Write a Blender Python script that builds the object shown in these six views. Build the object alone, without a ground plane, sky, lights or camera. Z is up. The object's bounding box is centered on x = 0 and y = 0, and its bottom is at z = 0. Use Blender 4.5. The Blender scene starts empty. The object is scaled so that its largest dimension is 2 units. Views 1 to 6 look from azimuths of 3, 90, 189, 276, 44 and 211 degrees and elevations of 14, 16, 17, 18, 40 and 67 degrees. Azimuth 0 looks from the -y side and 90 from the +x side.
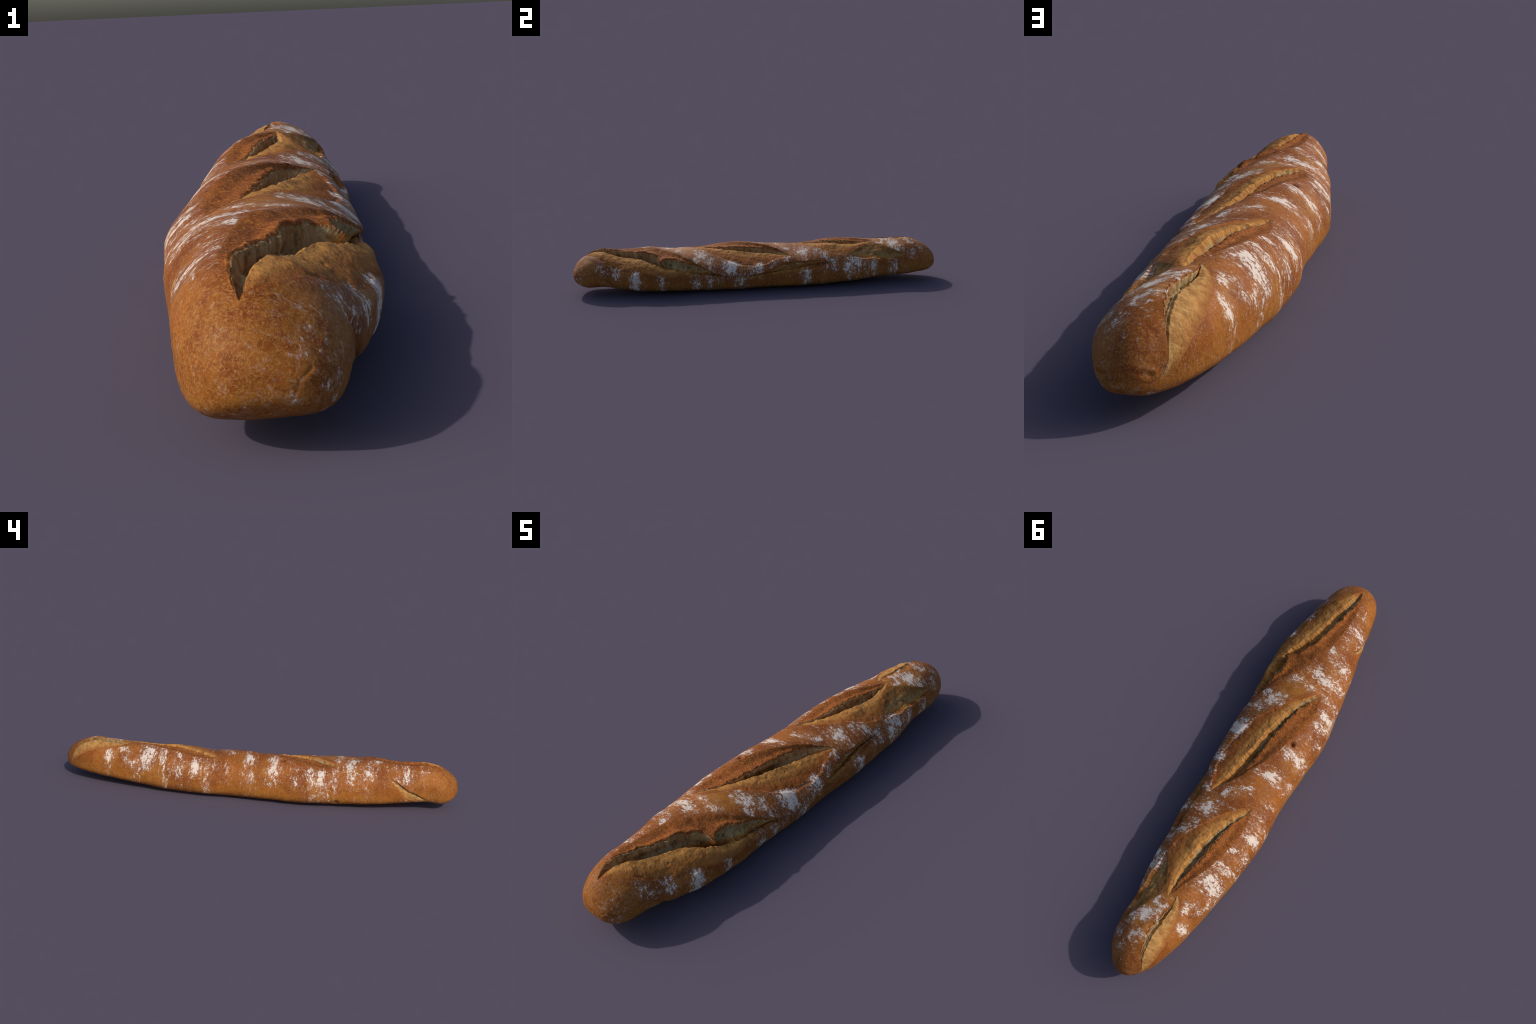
"""A scored baguette: one lofted crust surface, torn open along diagonal cuts.

The loaf is a loft along y.  Every section is a skewed super-ellipse; a surface
point is addressed by y and by the angle phi about the loaf's axis (0 = top,
positive towards +x).  A score (cut) is described along y by four angles:
U outer edge of the torn ear, E lip of the ear, V bottom of the gash and
L edge where the swollen crumb meets the crust again, plus ear height and depth.
"""
import bpy, math
import numpy as np

rng = np.random.default_rng(7)
PI = math.pi

# ------------------------------------------------------------------ loaf shape
# y, centre x, half width, underside z, top z, skew of the top
STATIONS = np.array([
    (-1.00,  .012, .149, .019, .211, -.124), (-.93, .010, .130, .016, .221, -.169),
    (-.84,  .009, .125, .037, .224, -.194), (-.72, .017, .143, .025, .214, -.260),
    (-.58,  .015, .169, .012, .221, -.180), (-.42, .008, .180, .006, .217, -.060),
    (-.25, -.006, .187, .001, .215, -.090), (-.08, .001, .181, .000, .214, -.250),
    (.08,   .003, .173, .000, .211, -.168), (.25,  .001, .180, .001, .205, -.126),
    (.42,   .002, .168, .003, .219, -.200), (.58,  .010, .154, .015, .213, -.240),
    (.72,   .009, .129, .025, .215, -.110), (.84,  .024, .120, .030, .217, -.160),
    (.93,   .032, .112, .022, .211, -.134), (1.00, .036, .091, .004, .207, -.121)])
CAP_FRONT, CAP_BACK = .232, .247          # length of the rounded ends
AXIS = .43                                # height of the widest girth
N_TOP, N_BOTTOM = 1.90, 3.6               # roundness exponents of the section
ROWS, COLS = 1500, 760

# ------------------------------------------------------------------ the scores
# rows: y, U, E, V, L, ear height, depth ; side = -1 mirrors phi (ear towards +x)
SCORES = [
    dict(name="front", side=1, kind="ear", tone=0, relief=(.006, -.001, .002), rows=[
        (-0.937, -0.31, -0.3, -0.276, -0.24, 0, 0), (-0.9, -0.44, -0.42, -0.244, 0.22, 0.004, 0.013),
        (-0.85, -0.56, -0.45, -0.13, 0.62, 0.008, 0.022), (-0.8, -0.62, -0.38, 0.004, 0.95, 0.01, 0.026),
        (-0.74, -0.62, -0.28, 0.152, 1.18, 0.012, 0.029), (-0.68, -0.58, -0.14, 0.276, 1.31, 0.012, 0.03),
        (-0.62, -0.48, 0.02, 0.484, 1.36, 0.014, 0.036), (-0.56, -0.3, 0.25, 0.82, 1.45, 0.017, 0.052),
        (-0.53, -0.14, 0.42, 0.92, 1.48, 0.018, 0.049), (-0.505, 0, 0.68, 1.04, 1.5, 0.014, 0.046),
        (-0.47, 0.18, 0.78, 1.16, 1.54, 0.012, 0.043), (-0.43, 0.36, 0.8, 1.22, 1.55, 0.01, 0.026),
        (-0.38, 0.7, 0.92, 1.32, 1.53, 0.011, 0.027), (-0.3, 1.12, 1.14, 1.36, 1.52, 0.007, 0.024),
        (-0.22, 1.35, 1.38, 1.45, 1.57, 0.005, 0.018), (-0.15, 1.48, 1.49, 1.53, 1.6, 0.005, 0.015),
        (-0.08, 1.53, 1.54, 1.58, 1.63, 0.004, 0.015), (0, 1.47, 1.5, 1.58, 1.66, 0.004, 0.015),
        (0.05, 1.4, 1.44, 1.5, 1.64, 0.004, 0.018), (0.1, 1.29, 1.33, 1.43, 1.64, 0.005, 0.019),
        (0.16, 1.1, 1.15, 1.33, 1.6, 0.007, 0.024), (0.23, 1.05, 1.09, 1.27, 1.54, 0.008, 0.025),
        (0.3, 1.04, 1.08, 1.2, 1.46, 0.007, 0.024), (0.37, 1.06, 1.1, 1.17, 1.34, 0.005, 0.018),
        (0.447, 1.18, 1.19, 1.2, 1.21, 0, 0)]),
    dict(name="middle", side=1, kind="ear", tone=1, relief=(-.006, -.006, -.004), rows=[
        (-0.402, -0.86, -0.855, -0.851, -0.84, 0, 0), (-0.35, -0.93, -0.72, -0.549, -0.36, 0.006, 0.011),
        (-0.29, -0.93, -0.45, -0.26, 0.15, 0.01, 0.024), (-0.22, -0.86, -0.33, -0.074, 0.6, 0.012, 0.032),
        (-0.15, -0.75, -0.25, 0.045, 0.97, 0.013, 0.036), (-0.08, -0.64, -0.18, 0.144, 1.12, 0.013, 0.038),
        (0, -0.42, -0.1, 0.262, 1.18, 0.012, 0.038), (0.07, -0.08, 0.04, 0.421, 1.12, 0.01, 0.035),
        (0.12, 0.2, 0.24, 0.545, 1.02, 0.007, 0.03), (0.16, 0.5, 0.54, 0.692, 0.94, 0.003, 0.011),
        (0.215, 0.84, 0.85, 0.869, 0.88, 0, 0)]),
    dict(name="rear", side=1, kind="ear", tone=2, relief=(-.004, -.004, -.003), rows=[
        (0.182, -0.82, -0.81, -0.8, -0.78, 0, 0), (0.23, -0.89, -0.8, -0.7, -0.36, 0.004, 0.007),
        (0.29, -0.93, -0.6, -0.43, 0.1, 0.009, 0.018), (0.35, -0.91, -0.53, -0.22, 0.45, 0.012, 0.027),
        (0.42, -0.83, -0.44, -0.07, 0.76, 0.013, 0.031), (0.48, -0.75, -0.36, 0.01, 0.9, 0.012, 0.031),
        (0.54, -0.58, -0.28, 0.04, 0.8, 0.01, 0.027), (0.59, -0.42, -0.18, 0.02, 0.54, 0.008, 0.018),
        (0.63, -0.22, -0.13, -0.02, 0.32, 0.004, 0.01), (0.665, -0.06, -0.04, 0.02, 0.06, 0, 0)]),
    dict(name="pocket", side=1, kind="pocket", tone=3, relief=(.001, .007, .005), rows=[
        (0.497, 0.98, 0.99, 1, 1.01, 0, 0), (0.55, 0.66, 0.8, 0.93, 1.1, 0.004, 0.006),
        (0.6, 0.38, 0.62, 0.97, 1.29, 0.006, 0.008), (0.65, 0.14, 0.58, 1.03, 1.34, 0.006, 0.008),
        (0.7, 0.4, 0.73, 1.19, 1.37, 0.005, 0.008), (0.75, 0.72, 0.95, 1.26, 1.41, 0.004, 0.009),
        (0.8, 0.95, 1.07, 1.23, 1.34, 0.002, 0.006), (0.845, 1.12, 1.13, 1.14, 1.15, 0, 0)]),
    dict(name="end", side=-1, kind="ear", tone=4, relief=(.008, -.003, .001), rows=[
        (0.643, 0.26, 0.265, 0.268, 0.28, 0, 0), (0.67, 0.27, 0.28, 0.328, 0.52, 0.005, 0.006),
        (0.71, 0.22, 0.24, 0.348, 0.72, 0.009, 0.014), (0.75, 0.17, 0.19, 0.34, 0.86, 0.01, 0.016),
        (0.8, 0.14, 0.16, 0.34, 1.02, 0.01, 0.015), (0.85, 0.23, 0.25, 0.418, 1.15, 0.009, 0.012),
        (0.89, 0.37, 0.39, 0.516, 1.28, 0.008, 0.009), (0.92, 0.56, 0.58, 0.676, 1.42, 0.007, 0.006),
        (0.94, 0.83, 0.85, 0.928, 1.62, 0.006, 0.005), (0.955, 1.34, 1.36, 1.42, 1.75, 0.004, 0.003),
        (0.969, 1.8, 1.81, 1.816, 1.84, 0, 0)]),
    dict(name="nick", side=-1, kind="ear", tone=5, relief=(.002, -.002, -.001), rows=[
        (-0.885, 2.3, 2.305, 2.31, 2.32, 0, 0), (-0.865, 2.12, 2.13, 2.17, 2.3, 0.002, 0.006),
        (-0.825, 1.85, 1.87, 1.95, 2.165, 0.003, 0.011), (-0.79, 1.66, 1.68, 1.78, 2.035, 0.003, 0.012),
        (-0.746, 1.48, 1.5, 1.58, 1.81, 0.003, 0.01), (-0.7, 1.32, 1.33, 1.37, 1.485, 0.002, 0.005),
        (-0.636, 1.12, 1.125, 1.13, 1.135, 0, 0)]),
]

# ------------------------------------------------------------------ helpers
def hermite(x, xk, yk):
    m = np.gradient(yk, xk)
    i = np.clip(np.searchsorted(xk, x) - 1, 0, len(xk) - 2)
    h = xk[i + 1] - xk[i]
    t = (x - xk[i]) / h
    return ((2*t**3 - 3*t**2 + 1)*yk[i] + (t**3 - 2*t**2 + t)*h*m[i]
            + (3*t**2 - 2*t**3)*yk[i + 1] + (t**3 - t**2)*h*m[i + 1])

def smooth(a, b, x):
    t = np.clip((x - a) / (b - a), 0, 1)
    return t*t*(3 - 2*t)

PERM = rng.permutation(512)
GRAD = rng.normal(size=(512, 3))
GRAD /= np.linalg.norm(GRAD, axis=1)[:, None]

def noise3(P, scale, seed=0):
    """Gradient noise, about -1..1, on points P (n,3); features are `scale` metres wide."""
    q = P / np.asarray(scale) + seed*17.31
    i = np.floor(q).astype(np.int64)
    f = q - i
    u = f*f*f*(f*(f*6 - 15) + 10)
    out = np.zeros(len(P))
    for dx in (0, 1):
        for dy in (0, 1):
            for dz in (0, 1):
                h = PERM[(PERM[(PERM[(i[:, 0] + dx) & 511] + i[:, 1] + dy) & 511] + i[:, 2] + dz) & 511]
                g = GRAD[h]
                w = ((u[:, 0] if dx else 1 - u[:, 0])*(u[:, 1] if dy else 1 - u[:, 1])
                     *(u[:, 2] if dz else 1 - u[:, 2]))
                out += w*(g[:, 0]*(f[:, 0] - dx) + g[:, 1]*(f[:, 1] - dy) + g[:, 2]*(f[:, 2] - dz))
    return out*1.5

def noise1(y, scale, seed):
    P = np.stack([y, np.full_like(y, .37 + seed), np.full_like(y, .11 + seed*2.3)], -1)
    return noise3(P, scale, seed)

# ------------------------------------------------------------------ rows and columns
# meridian spacing: rows crowd towards the two tips
def tip(L, n):
    return L*(1 - np.cos(np.linspace(0, PI/2, n + 1)))[:-1]
n_tip = 190
y = np.concatenate([-1 + tip(.16, n_tip), np.linspace(-.84, .84, ROWS - 2*n_tip), (1 - tip(.16, n_tip))[::-1]])
y[0], y[-1] = -1 + 2e-6, 1 - 2e-6
cx, hw, zb, zt, skew = [hermite(y, STATIONS[:, 0], STATIONS[:, k]) for k in range(1, 6)]
hw = hw + .003*np.exp(-((y + .1)/.5)**2) + .002
zt = zt - .006 + .006*smooth(.72, .9, np.abs(y))
d = np.clip((-y - (1 - CAP_FRONT))/CAP_FRONT, 0, 1)
cap = (1 - d**2.3)**(1/2.3)
d = np.clip((y - (1 - CAP_BACK))/CAP_BACK, 0, 1)
cap *= (1 - d**2.2)**(1/2.2)
zc = zb + AXIS*(zt - zb)

for s in SCORES:
    t = np.array(s["rows"], float)
    s["table"] = t
    seed = s["tone"] + 1
    ys = np.clip(y, t[0, 0], t[-1, 0])
    s["on"] = (y > t[0, 0]) & (y < t[-1, 0])
    U, E, V, L, eh, dp = [np.interp(ys, t[:, 0], t[:, k]) for k in range(1, 7)]
    k = np.hanning(25); k /= k.sum()            # round the knots off
    sm = lambda a: np.convolve(np.pad(a, 12, mode="edge"), k, mode="valid")
    U, E, V, L, eh, dp = map(sm, (U, E, V, L, eh, dp))
    wide = np.clip((L - U)/.5, 0, 1)
    rag = lambda a, sc, sd: wide*a*(noise1(y, sc, sd) + .5*noise1(y, sc*.4, sd + 3))
    s["U"] = U + rag(.035, .05, seed)
    s["E"] = E + (rag(.05, .05, seed + 10) + rag(.05, .016, seed + 60))*np.clip((V - E)/.2, 0, 1)
    s["V"] = np.maximum(V + rag(.045, .035, seed + 20) + rag(.03, .014, seed + 70), s["E"] + .25*(V - E))
    s["L"] = L + rag(.05, .06, seed + 30)
    if s["name"] == "front":                   # a tongue of crust still bridges the gash
        s["E"] = s["E"] + .30*np.exp(-((y + .508)/.011)**2)*np.clip((V - E)/.2, 0, 1)
        s["V"] = np.maximum(s["V"], s["E"] + .05*np.clip((V - E)/.2, 0, 1))
    s["e"] = np.clip(eh*(1 + .45*noise1(y, .05, seed + 40)), 0, None)
    s["d"] = np.clip(1.35*dp*(1 + .35*noise1(y, .06, seed + 50)), 0, None)

# columns: evenly spread, but denser across the gashes
base = np.linspace(-PI, PI, 2401)
w = np.ones((len(y), len(base)))
for s in SCORES:
    mid = s["side"]*(s["E"] + s["V"])/2
    half = .5*(s["V"] - s["E"]) + .06
    w += 2.2*(np.clip(s["d"]/.012, 0, 1)*s["on"])[:, None]*np.exp(-((base[None] - mid[:, None])/half[:, None])**2)
cum = np.cumsum((w[:, 1:] + w[:, :-1])/2, 1)
cum = np.concatenate([np.zeros((len(y), 1)), cum], 1)
cum /= cum[:, -1:]
q = np.arange(COLS)/COLS
phi = np.stack([np.interp(q, c, base) for c in cum])        # (rows, cols)
Y = np.repeat(y[:, None], COLS, 1)

# ------------------------------------------------------------------ section loft
def section(phi):
    sn, cs = np.sin(phi), np.cos(phi)
    n = N_TOP + (N_BOTTOM - N_TOP)*smooth(.35, -.35, cs)
    up = (zt - zc)[:, None]
    dn = (zc - zb)[:, None]
    b = dn + (up - dn)*smooth(-.25, .25, cs)
    a = hw[:, None]
    r = (np.abs(sn/a)**n + np.abs(cs/b)**n)**(-1/n)          # polar super-ellipse
    x = r*sn
    z = r*cs + skew[:, None]*np.clip(r*cs/up, 0, 1)*x
    return x*cap[:, None], z*cap[:, None]

x0, z0 = section(phi)
P = np.stack([x0 + cx[:, None], Y, z0 + zc[:, None]], -1)

def grid_normals(P):
    du = np.roll(P, -1, 1) - np.roll(P, 1, 1)
    dv = np.gradient(P, axis=0)
    n = np.cross(dv, du)
    n /= np.linalg.norm(n, axis=2)[..., None] + 1e-12
    n[:2] = (0, -1, 0)
    n[-2:] = (0, 1, 0)
    return n

N = grid_normals(P)
if (N[len(y)//2, COLS//2] @ np.array([0, 0, 1])) < 0:
    N = -N
    N[:2] = (0, -1, 0); N[-2:] = (0, 1, 0)
T = np.cross(np.array([0., 1., 0.]), N)                       # around, towards +phi
T /= np.linalg.norm(T, axis=2)[..., None] + 1e-9

# ------------------------------------------------------------------ tearing the scores open
H = np.zeros_like(phi)      # outwards
S = np.zeros_like(phi)      # sideways (along +phi)
region = np.zeros(phi.shape, np.int8)      # 0 crust, 2k+1 ear of score k, 2k+2 its opened crumb
rough = np.zeros_like(phi)
strand = np.zeros_like(phi)
ragged = np.zeros_like(phi)    # crumbly lips
wall = np.zeros_like(phi)      # torn side of a gash
for k, s in enumerate(SCORES):
    col = lambda key: s[key][:, None]
    f = s["side"]*phi
    U, E, V, L, e, dp = map(col, ("U", "E", "V", "L", "e", "d"))
    on = s["on"][:, None]
    amp = np.clip(dp/.026, 0, 1)
    gap = np.maximum(V - E, 1e-3)
    swell = np.maximum(L - V, 1e-3)
    lip, crest, sag = [v*amp for v in s["relief"]]
    rim = .003*amp
    if s["name"] == "rear":            # runs into the pocket without an edge
        rim = rim*smooth(.54, .46, y)[:, None]
        sag = sag + .004*amp*smooth(.46, .54, y)[:, None]
    if s["name"] == "middle":          # one end of the crumb swells up, the other is a hollow
        up = smooth(-.12, -.26, y)[:, None]*amp
        crest, sag = crest + .005*up, sag + .004*up
    if s["name"] == "front":           # the side seam lies sunken
        low = smooth(-.44, -.32, y)[:, None]
        lip = lip*(1 - low)
        rim, crest, sag = rim*(1 - low), crest - .014*low*amp, sag - .017*low*amp
    if s["kind"] == "ear":
        knots = [(U - .5, 0*e), (U, .4*e), (.45*U + .55*E, .5*lip + .1*e - .006*amp*np.clip((E - U)/.3, 0, 1)), (E - .12*gap, lip), (E + .08*gap, lip - .12*dp), (E + .5*gap, -.72*dp), (V, -dp),
                 (V + .06*swell, -.66*dp), (V + .16*swell, crest), (V + .55*swell, sag), (L - .07, .6*sag),
                 (L + .02, rim), (L + .12, rim), (L + .4, 0*e)]
    else:
        knots = [(U - .3, 0*e), (U, lip), (E, -.35*dp), (V, -dp), (V + .2*swell, -.5*dp), (V + .5*swell, crest),
                 (L, sag), (L + .2, 0*e)]
    h = np.zeros_like(f)
    for (f0, h0), (f1, h1) in zip(knots[:-1], knots[1:]):
        f1 = np.maximum(f1, f0 + 1e-4)
        t = np.clip((f - f0)/(f1 - f0), 0, 1)
        inside = (f >= f0) & (f < f1)
        h = np.where(inside, h0 + (h1 - h0)*t*t*(3 - 2*t), h)
    H += np.where(on, h, 0)
    if s["kind"] == "ear":                     # the lip leans over the gash
        lean = np.where(f < E, smooth(U - .1, E, f), 1 - 1.35*smooth(E, E + .8*gap, f) + .35*smooth(E + .5*gap, V + .2*swell, f))
        lean = np.where(f > V + .2*swell, 0, np.where(f < U - .1, 0, lean))
        S += np.where(on, s["side"]*lean*e*1.0, 0)
    opened = on & (f > U) & (f < L)
    ear = opened & (f < E) & (s["kind"] == "ear")
    region[opened] = 2*k + 2
    region[ear] = 2*k + 1
    inn = np.clip(np.minimum(f - U, L - f)/.08, 0, 1)*opened
    rough = np.maximum(rough, inn*np.clip(dp/.012, 0, 1))
    wall = np.maximum(wall, on*smooth(E + .1*gap, E + .4*gap, f)*smooth(V + .1*swell + .001, V, f)*amp*np.clip(gap/.15, 0, 1))
    ragged = np.maximum(ragged, on*np.exp(-((f - E)/.11)**2)*amp*np.clip(gap/.25, .1, 1)*(1 if s["kind"] == "ear" else .4))
    strand = np.maximum(strand, np.where(opened & (f > E), inn, 0)*np.clip(dp/.012, 0, 1))

flat = P.reshape(-1, 3)
shp = phi.shape
def nz(scale, seed): return noise3(flat, scale, seed).reshape(shp)
H += .0035*nz(.16, 1) + .0022*nz(.07, 2)                       # lumpy hand-shaped dough
H += (.0004 + .0008*rough)*nz(.016, 3) + .0004*rough*nz(.006, 4)
H += .0007*strand*nz((.02, .011, .02), 5) + .0018*strand*nz(.035, 8)                    # torn strands across the gash
H += wall*(.005*nz(.03, 9) + .004*nz((.02, .012, .02), 10) + .0022*nz(.007, 11))   # ragged inside
H += ragged*(.0045*nz(.026, 12) + .002*nz(.010, 13)) + .0016*rough*nz(.03, 14)
H += .0003*nz(.008, 6)

def bump_at(centre, radius, depth):
    dd = np.linalg.norm(P - np.array(centre), axis=2)
    return depth*np.exp(-(dd/radius)**2)

def groove(points, width, depth, side_ridge=0.):
    pts = np.array(points)
    dd = np.full(shp, 9.)
    for a, c in zip(pts[:-1], pts[1:]):
        ab = c - a
        t = np.clip(((P - a) @ ab)/(ab @ ab), 0, 1)
        dd = np.minimum(dd, np.linalg.norm(P - (a + t[..., None]*ab), axis=2))
    return depth*np.exp(-(dd/width)**2) - side_ridge*np.exp(-((dd - 2.2*width)/width)**2)

# gas holes and folds in the skin
for c, r, dpt in [((-.105, -.132, .205), .010, .022), ((.11, -.717, .19), .012, .008), ((-.055, -.747, .225), .008, .008),
                  ((-.158, -.403, .036), .013, .012), ((.06, .62, .20), .012, .005), ((-.03, -.70, .235), .007, .007), ((.02, -.60, .235), .006, .006),
                  ((.075, -.52, .215), .012, .009), ((.12, -.33, .15), .008, .010), ((-.05, .45, .225), .008, .006)]:
    H -= bump_at(c, r, dpt)
H -= groove([(.13, -.845, .135), (.135, -.823, .098), (.14, -.785, .062), (.13, -.75, .03)], .011, .008)
H -= groove([(.071, -.984, .12), (.056, -.993, .108), (.051, -.994, .093), (.028, -.985, .069), (.0, -.975, .052), (-.03, -.965, .045)], .003, .004, .0)
H -= groove([(.10, .955, .085), (.08, .978, .092), (.049, .995, .104), (.028, .997, .110), (-.01, .98, .10)], .005, .003, .002)
pore_mask = np.argwhere((strand > .7) & (rng.random(shp) < .0006))
for i, j in pore_mask[rng.permutation(len(pore_mask))[:34]]:
    r = rng.uniform(.002, .0055)
    i0, i1 = max(0, i - 14), i + 15
    cols = np.arange(j - 30, j + 31) % COLS
    sub = P[i0:i1][:, cols]
    H[i0:i1, cols] -= r*.8*np.exp(-(np.linalg.norm(sub - P[i, j], axis=2)/r)**2)

fade = smooth(0, .05, 1 - np.abs(Y))*.85 + .15
fade[:2] = fade[-2:] = .15
P = P + N*(H*fade)[..., None] + T*S[..., None]
P[0] = P[0].mean(0); P[-1] = P[-1].mean(0)
P[..., 2] -= P[..., 2].min()
P[..., 2] = np.where(P[..., 2] < .004, .002 + .5*P[..., 2], P[..., 2])    # rests on a slightly flattened base
P[..., 2] -= P[..., 2].min()
P[..., 1] *= 2/np.ptp(P[..., 1])
P[..., 1] -= (P[..., 1].max() + P[..., 1].min())/2
P[..., 0] -= (P[..., 0].max() + P[..., 0].min())/2
shift_x = 0.0

# ------------------------------------------------------------------ shading nodes
def new_material(name):
    m = bpy.data.materials.new(name)
    m.use_nodes = True
    nt = m.node_tree
    nt.nodes.clear()
    return m, nt

class Net:
    def __init__(self, nt):
        self.nt = nt
    def node(self, kind, **props):
        n = self.nt.nodes.new(kind)
        for k, v in props.items():
            setattr(n, k, v)
        return n
    def link(self, a, b):
        self.nt.links.new(a, b)
    def put(self, socket, v):
        if isinstance(v, bpy.types.NodeSocket):
            self.link(v, socket)
        else:
            socket.default_value = v
    def math(self, op, a, b=0., c=0., clamp=False):
        n = self.node("ShaderNodeMath", operation=op, use_clamp=clamp)
        for s, v in zip(n.inputs, (a, b, c)):
            self.put(s, v)
        return n.outputs[0]
    def vmath(self, op, a, b=(0, 0, 0)):
        n = self.node("ShaderNodeVectorMath", operation=op)
        self.put(n.inputs[0], a); self.put(n.inputs[1], b)
        return n.outputs["Value"] if op in ("LENGTH", "DISTANCE", "DOT_PRODUCT") else n.outputs[0]
    def ramp(self, v, lo, hi, a=0., b=1.):
        n = self.node("ShaderNodeMapRange", interpolation_type="SMOOTHSTEP")
        for s, x in zip(n.inputs, (v, lo, hi, a, b)):
            self.put(s, x)
        return n.outputs[0]
    def noise(self, vec, scale, detail=3., rough=.55, stretch=None, distortion=0.):
        if stretch is not None:
            mp = self.node("ShaderNodeMapping")
            self.link(vec, mp.inputs[0]); mp.inputs["Scale"].default_value = stretch
            vec = mp.outputs[0]
        n = self.node("ShaderNodeTexNoise")
        self.link(vec, n.inputs["Vector"])
        n.inputs["Scale"].default_value = scale
        n.inputs["Detail"].default_value = detail
        n.inputs["Roughness"].default_value = rough
        n.inputs["Distortion"].default_value = distortion
        return n.outputs[0]
    def mix(self, f, a, b, mode="MIX"):
        n = self.node("ShaderNodeMix", data_type="RGBA", blend_type=mode)
        self.put(n.inputs[0], f)
        for s, v in ((n.inputs[6], a), (n.inputs[7], b)):
            self.put(s, v if isinstance(v, bpy.types.NodeSocket) else (*v, 1))
        return n.outputs[2]
    def curve(self, t, pts, lo, hi):
        """A function of t (0..1) through pts, values between lo and hi."""
        n = self.node("ShaderNodeFloatCurve")
        c = n.mapping.curves[0]
        while len(c.points) < len(pts):
            c.points.new(.5, .5)
        for p, (a, b) in zip(c.points, pts):
            p.location = (a, (b - lo)/(hi - lo)); p.handle_type = "VECTOR"
        n.mapping.update()
        self.link(t, n.inputs["Value"])
        return self.math("MULTIPLY_ADD", n.outputs[0], hi - lo, lo)

def loaf_coordinates(net):
    """object position, y along the loaf, angle phi about its axis"""
    pos = net.node("ShaderNodeTexCoord").outputs["Object"]
    sep = net.node("ShaderNodeSeparateXYZ")
    net.link(pos, sep.inputs[0])
    t = net.math("MULTIPLY_ADD", sep.outputs[1], .5, .5)
    st = STATIONS
    axis_x = net.curve(t, [((r[0] + 1)/2, r[1]) for r in st], -.1, .1)
    axis_z = net.curve(t, [((r[0] + 1)/2, r[3] + AXIS*(r[4] - r[3])) for r in st], 0, .2)
    phi = net.math("ARCTAN2", net.math("SUBTRACT", sep.outputs[0], axis_x), net.math("SUBTRACT", sep.outputs[2], axis_z))
    return pos, sep.outputs[1], phi

# base colours (linear)
CRUST = (.32, .098, .014)
CRUST_DEEP = (.195, .046, .008)
CRUST_GOLD = (.39, .152, .024)
FLOUR = (.74, .64, .56)
CRUMB_GOLD = (.55, .255, .062)
CRUMB_BROWN = (.36, .142, .033)
CRUMB_PALE = (.44, .34, .175)
EAR_RED = (.29, .085, .017)

# dustings of flour left by the cloth: y, phi, size
DUST = [(-.95,.51,.7),(-.93,1.54,1),(-.92,.77,.8),(-.84,1.13,1.6),(-.82,-.80,.8),(-.82,1.43,1),(-.75,1.42,1.2),
        (-.74,-.97,1),(-.64,1.62,1.8),(-.59,-.47,1.2),(-.56,-1.03,1),(-.50,1.63,1),(-.47,-.38,1.5),(-.47,-1.16,1),
        (-.46,-.80,1.6),(-.41,.18,1.2),(-.40,-.55,1),(-.39,-1.20,.8),(-.32,-1.18,1.2),(-.31,.91,1.2),(-.31,1.72,1.2),
        (-.29,.53,2),(-.29,-1.43,1),(-.27,-1.10,1),(-.24,1.03,1.5),(-.24,1.69,1.1),(-.12,1.21,2),(-.09,-.69,1.4),
        (-.09,-1.14,2),(-.07,1.72,1.3),(.02,-1.37,1),(.02,1.27,1.2),(.03,-.77,1.5),(.11,1.11,.8),(.13,-.24,1.2),
        (.14,-1.19,.8),(.18,1.01,1),(.18,.24,1.5),(.27,.60,1.8),(.28,1.58,1.4),(.29,-1.19,1.8),(.35,.70,1),
        (.38,-1.34,1.3),(.38,-.89,1.3),(.39,.97,1.2),(.43,1.37,1.2),(.45,-1.5,.8),(.51,1.51,1.2),(.53,-.77,1.2),
        (.53,1.18,1.3),(.55,-1.15,2),(.56,1.41,1.5),(.65,1.5,1.2),(.65,-1.2,1),(.67,-.79,1.2),(.70,.22,1.3),
        (.72,-.07,1.2),(.75,-1.11,1),(.77,1.62,1.2),(.77,.28,1.8),(.79,.79,1.5),(.87,1.11,1.2),(.87,.15,1.4),(-.68,-.72,.7),(-.36,-1.55,.8),(-.20,-1.3,.6),(.20,-1.0,.7),
        (.24,-1.6,.7),(.62,-1.45,.6),(.92,.6,.9),(.85,-.1,.9),(-.97,1.0,.8),(-.96,1.8,1.2),(-.70,-1.25,.6),(.46,-1.0,.7)]

BANDS = [-2.3, -1.7, -1.4, -1.1, -.78, -.42, -.05, .3, .62, .95, 1.25, 1.5, 1.75, 2.3]

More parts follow.
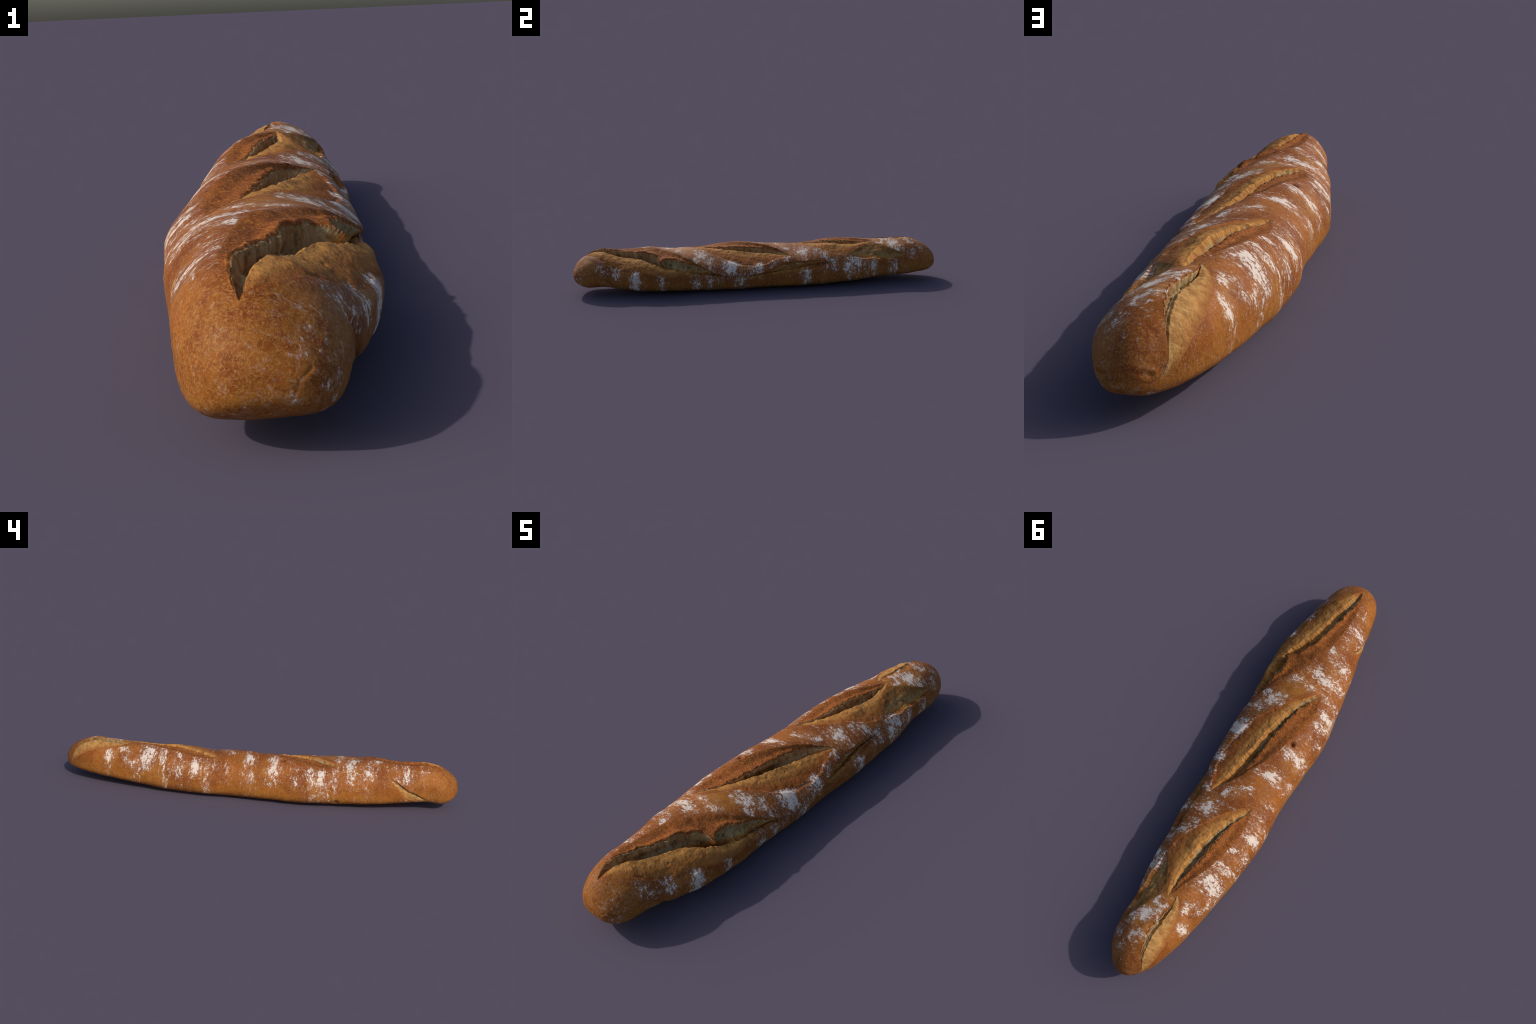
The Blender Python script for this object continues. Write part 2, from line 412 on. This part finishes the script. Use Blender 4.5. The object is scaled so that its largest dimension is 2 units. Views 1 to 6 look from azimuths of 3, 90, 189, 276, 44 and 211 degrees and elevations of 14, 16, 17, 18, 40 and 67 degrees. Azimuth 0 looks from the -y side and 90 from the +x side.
def crust_group():
    g = bpy.data.node_groups.new("crust_colour", "ShaderNodeTree")
    g.interface.new_socket("Color", in_out="OUTPUT", socket_type="NodeSocketColor")
    g.interface.new_socket("Bump", in_out="OUTPUT", socket_type="NodeSocketFloat")
    g.interface.new_socket("Flour", in_out="OUTPUT", socket_type="NodeSocketFloat")
    net = Net(g)
    out = net.node("NodeGroupOutput")
    pos, yy, phi = loaf_coordinates(net)
    broad = net.noise(pos, 7, 3)
    fine = net.noise(pos, 230, 3, .6)
    mid = net.noise(pos, 38, 4, .6)
    col = net.mix(net.ramp(broad, .40, .62), CRUST, CRUST_DEEP)
    wander = net.math("ADD", phi, net.math("MULTIPLY_ADD", net.noise(pos, 6, 4, .6), 1.6, -.8))
    belly = net.ramp(net.math("ABSOLUTE", wander), 1.35, 2.1)
    gold = net.math("MAXIMUM", net.ramp(net.noise(pos, 5.3, 3, .5, (1, 1, 1.4)), .50, .68), belly)
    tips = net.math("MAXIMUM", net.ramp(yy, -.78, -.95), net.ramp(yy, .88, 1.0, 0, .5))
    gold = net.math("MAXIMUM", gold, net.math("MULTIPLY", tips, net.ramp(mid, .38, .62, 0, 1.)))
    col = net.mix(net.math("MULTIPLY", gold, .75), col, CRUST_GOLD)
    # the raised edges beside the scores baked darker
    for k, s in enumerate(SCORES[:3]):
        t = s["table"]
        y0, y1 = t[0, 0], t[-1, 0]
        ts = net.math("MULTIPLY_ADD", yy, 1/(y1 - y0), -y0/(y1 - y0), clamp=True)
        win = net.math("MULTIPLY", net.ramp(ts, 0, .08), net.ramp(ts, 1, .9))
        wf = net.math("ADD", phi, net.math("MULTIPLY_ADD", net.noise(pos, 20, 3, .6), .3, -.15))
        for col_i, lo, hi in ((1, -.38, -.02), (4, .28, 0.)):
            edge = net.curve(ts, [((r[0] - y0)/(y1 - y0), r[col_i]) for r in t], -2.5, 2.5)
            m = net.ramp(net.math("SUBTRACT", wf, edge), lo, hi)
            m = net.math("MULTIPLY", net.math("MULTIPLY", m, win), .75)
            inside = net.ramp(net.math("SUBTRACT", wf, edge), .35 if col_i == 1 else -.35, 0)
            col = net.mix(net.math("MULTIPLY", m, inside), col, CRUST_DEEP)
    col = net.mix(net.ramp(mid, .42, .70, 0, .5), col, CRUST_DEEP)
    mottle = net.noise(pos, 105, 4, .7, None, .5)
    col = net.mix(net.math("MULTIPLY", net.ramp(mottle, .50, .63), net.math("MULTIPLY_ADD", tips, .4, .25)), col, (.165, .044, .007))
    vein = net.math("ABSOLUTE", net.math("SUBTRACT", net.noise(pos, 95, 3, .6, None, .8), .5))
    col = net.mix(net.math("MULTIPLY", net.ramp(vein, .035, .0), net.math("MULTIPLY_ADD", tips, .15, .15)), col, (.56, .32, .11))
    speck = net.ramp(fine, .52, .66, 0, .65)
    col = net.mix(speck, col, (.45, .20, .050))
    # flour: one profile along y for each band of angle, blended between neighbouring bands
    wob = net.math("MULTIPLY_ADD", net.noise(pos, 22, 3, .6), .035, -.0175)
    ty = net.math("MULTIPLY_ADD", net.math("ADD", yy, wob), .5, .5)
    wphi = net.math("ADD", phi, net.math("MULTIPLY_ADD", net.noise(pos, 14, 2, .5), .5, -.25))
    patch = None
    knots = np.linspace(-1, 1, 121)
    for i in range(1, len(BANDS) - 1):
        c = BANDS[i]
        level = np.zeros_like(knots)
        for (a, b, r) in DUST:
            near = max(0., 1 - abs(b - c)/(.22 + .14*r))**.6
            level = np.maximum(level, near*np.exp(-((knots - a)/(.016 + .011*r))**2)*min(1, .55 + .25*r)*(.62 if a < -.8 else 1))
        v = net.curve(ty, [((k + 1)/2, l) for k, l in zip(knots, level)], 0, 1)
        rise = net.ramp(wphi, BANDS[i - 1], c)
        fall = net.ramp(wphi, BANDS[i + 1], c)
        v = net.math("MULTIPLY", v, net.math("MULTIPLY", rise, fall))
        patch = v if patch is None else net.math("ADD", patch, v)
    bands = net.ramp(net.noise(pos, 1.0, 2, .5, (2.2, 21, 2.2)), .48, .70)
    clump = net.noise(pos, 68, 5, .70, (.68, 1.25, .68), .5)
    crack = net.noise(pos, 170, 3, .6)
    amount = net.math("ADD", net.math("MULTIPLY", patch, .34), net.math("MULTIPLY", bands, net.math("MULTIPLY_ADD", tips, -.12, .10)))
    amount = net.math("ADD", amount, net.ramp(net.math("ABSOLUTE", phi), 1.75, 2.2, 0, .06))
    f = net.math("ADD", net.math("ADD", clump, net.math("MULTIPLY_ADD", crack, .46, -.23)), amount)
    flour = net.ramp(f, .70, .78)
    veil = net.ramp(f, .56, .80, 0, .26)
    flour = net.math("MAXIMUM", net.math("MULTIPLY", flour, .92), veil)
    col = net.mix(flour, col, FLOUR)
    net.link(col, out.inputs["Color"])
    net.link(net.math("ADD", net.math("MULTIPLY", fine, .7), net.math("MULTIPLY", flour, .5)), out.inputs["Bump"])
    net.link(flour, out.inputs["Flour"])
    return g

GROUP = crust_group()

def finish(net, colour, height, roughness=.72, strength=.5, dist=.002):
    b = net.node("ShaderNodeBump")
    b.inputs["Strength"].default_value = strength
    b.inputs["Distance"].default_value = dist
    net.link(height, b.inputs["Height"])
    p = net.node("ShaderNodeBsdfPrincipled")
    net.link(colour, p.inputs["Base Color"])
    net.put(p.inputs["Roughness"], roughness)
    p.inputs["Specular IOR Level"].default_value = .15
    net.link(b.outputs[0], p.inputs["Normal"])
    o = net.node("ShaderNodeOutputMaterial")
    net.link(p.outputs[0], o.inputs[0])

def crust_material():
    m, nt = new_material("floured_crust")
    net = Net(nt)
    g = net.node("ShaderNodeGroup"); g.node_tree = GROUP
    finish(net, g.outputs[0], g.outputs[1], net.ramp(g.outputs[2], 0, 1, .58, .95))
    return m

def score_material(s, part):
    """torn dough; colours follow the position across the gash"""
    m, nt = new_material("torn_%s_%s" % (part, s["name"]))
    net = Net(nt)
    pos, yy, phi = loaf_coordinates(net)
    t = s["table"]
    y0, y1 = t[0, 0], t[-1, 0]
    ty = net.math("MULTIPLY_ADD", yy, 1/(y1 - y0), -y0/(y1 - y0), clamp=True)
    f = net.math("MULTIPLY", phi, float(s["side"]))
    wob = net.math("MULTIPLY_ADD", net.noise(pos, 30, 4, .65), .30, -.15)
    f = net.math("ADD", f, wob)
    U, E, V, L = [net.curve(ty, [((r[0] - y0)/(y1 - y0), r[k]) for r in t], -2.5, 2.5) for k in (1, 2, 3, 4)]
    g = net.node("ShaderNodeGroup"); g.node_tree = GROUP
    fine = net.noise(pos, 190, 3, .65)
    mid = net.noise(pos, 34, 4, .62)
    fib = net.noise(pos, 52, 5, .66, (.8, 1.5, .8), .6)
    if part == "ear":
        col = net.mix(net.ramp(mid, .35, .65), EAR_RED, (.185, .050, .012))
        col = net.mix(net.ramp(fine, .50, .64, 0, .75), col, (.47, .20, .050))
        edge = net.ramp(net.math("SUBTRACT", f, U), -.02, .10)
        col = net.mix(edge, g.outputs[0], col)
    else:
        n3 = net.math("DIVIDE", net.math("SUBTRACT", f, V), net.math("MAXIMUM", net.math("SUBTRACT", L, V), .02))
        n2 = net.math("DIVIDE", net.math("SUBTRACT", f, E), net.math("MAXIMUM", net.math("SUBTRACT", V, E), .02))
        pale = s["tone"] in (4, 5)             # the freshest tears stayed light
        gold = net.mix(net.ramp(fib, .38, .64), (.56, .31, .105) if pale else CRUMB_GOLD, (.40, .19, .055) if pale else (.42, .185, .05))
        col = net.mix(net.ramp(n3, .30, .75, 0, .45 if pale else 1.), gold, CRUMB_BROWN)
        col = net.mix(net.ramp(mid, .47, .68, 0, .5 if pale else .8), col, (.235, .082, .020))
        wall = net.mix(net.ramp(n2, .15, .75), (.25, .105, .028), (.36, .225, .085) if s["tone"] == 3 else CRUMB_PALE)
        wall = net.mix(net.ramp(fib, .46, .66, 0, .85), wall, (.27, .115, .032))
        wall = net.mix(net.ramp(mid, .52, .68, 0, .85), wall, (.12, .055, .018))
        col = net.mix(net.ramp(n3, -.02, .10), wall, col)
        col = net.mix(net.ramp(fine, .52, .70, 0, .4), col, (.56, .33, .11))
        red = {1: .9, 2: .5, 0: .35, 4: .55}.get(s["tone"], .2)
        col = net.mix(net.ramp(n3, .45, .92, 0, red), col, EAR_RED)
        soft = {0: .10, 3: .12}.get(s["tone"], .012)
        inside = net.ramp(net.math("SUBTRACT", L, f), -.01, soft)
        if s["tone"] == 2:
            inside = net.math("MAXIMUM", inside, net.ramp(yy, .47, .52))
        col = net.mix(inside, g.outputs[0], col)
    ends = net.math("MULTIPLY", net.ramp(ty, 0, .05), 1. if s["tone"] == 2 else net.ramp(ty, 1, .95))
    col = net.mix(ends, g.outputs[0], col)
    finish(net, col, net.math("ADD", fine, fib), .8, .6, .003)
    return m

# ------------------------------------------------------------------ build the parts
n_all = P.reshape(-1, 3)
NN = grid_normals(P)
if (NN[len(y)//2, COLS//2] @ np.array([0, 0, 1])) < 0:
    NN = -NN
NN[:2] = (0, -1, 0); NN[-2:] = (0, 1, 0)
nn_all = NN.reshape(-1, 3)
R = len(y)
ii, jj = np.meshgrid(np.arange(R - 1), np.arange(COLS), indexing="ij")
j2 = (jj + 1) % COLS
quads = np.stack([ii*COLS + jj, (ii + 1)*COLS + jj, (ii + 1)*COLS + j2, ii*COLS + j2], -1).reshape(-1, 4)
a, b_, c_ = n_all[quads[:, 0]], n_all[quads[:, 1]], n_all[quads[:, 2]]
k_mid = (R//2)*COLS + COLS//2
if np.cross(b_[k_mid] - a[k_mid], c_[k_mid] - a[k_mid]) @ nn_all[quads[k_mid, 0]] < 0:
    quads = quads[:, ::-1]
face_region = region[:-1, :].reshape(-1)

def make_part(name, mask, material, parent):
    fq = quads[mask]
    used, inv = np.unique(fq, return_inverse=True)
    me = bpy.data.meshes.new(name)
    nf = len(fq)
    me.vertices.add(len(used))
    me.vertices.foreach_set("co", n_all[used].astype(np.float32).ravel())
    me.loops.add(nf*4)
    me.loops.foreach_set("vertex_index", inv.reshape(-1).astype(np.int32))
    me.polygons.add(nf)
    me.polygons.foreach_set("loop_start", np.arange(0, nf*4, 4, dtype=np.int32))
    me.polygons.foreach_set("use_smooth", np.ones(nf, bool))
    me.update(calc_edges=True)
    me.validate()
    me.normals_split_custom_set_from_vertices(nn_all[used].astype(np.float32))
    me.materials.append(material)
    ob = bpy.data.objects.new(name, me)
    bpy.context.scene.collection.objects.link(ob)
    ob.parent = parent
    return ob

loaf = bpy.data.objects.new("baguette", None)
loaf.empty_display_size = .2
bpy.context.scene.collection.objects.link(loaf)
loaf["label"] = "long crusty baguette with diagonal scores and flour dust"
loaf["category"] = "bread"

make_part("crust", face_region == 0, crust_material(), loaf)
for k, s in enumerate(SCORES):
    crumb = make_part("score", face_region == 2*k + 2, score_material(s, "crumb"), loaf)
    if (face_region == 2*k + 1).sum() > 400:
        make_part("ear", face_region == 2*k + 1, score_material(s, "ear"), crumb)
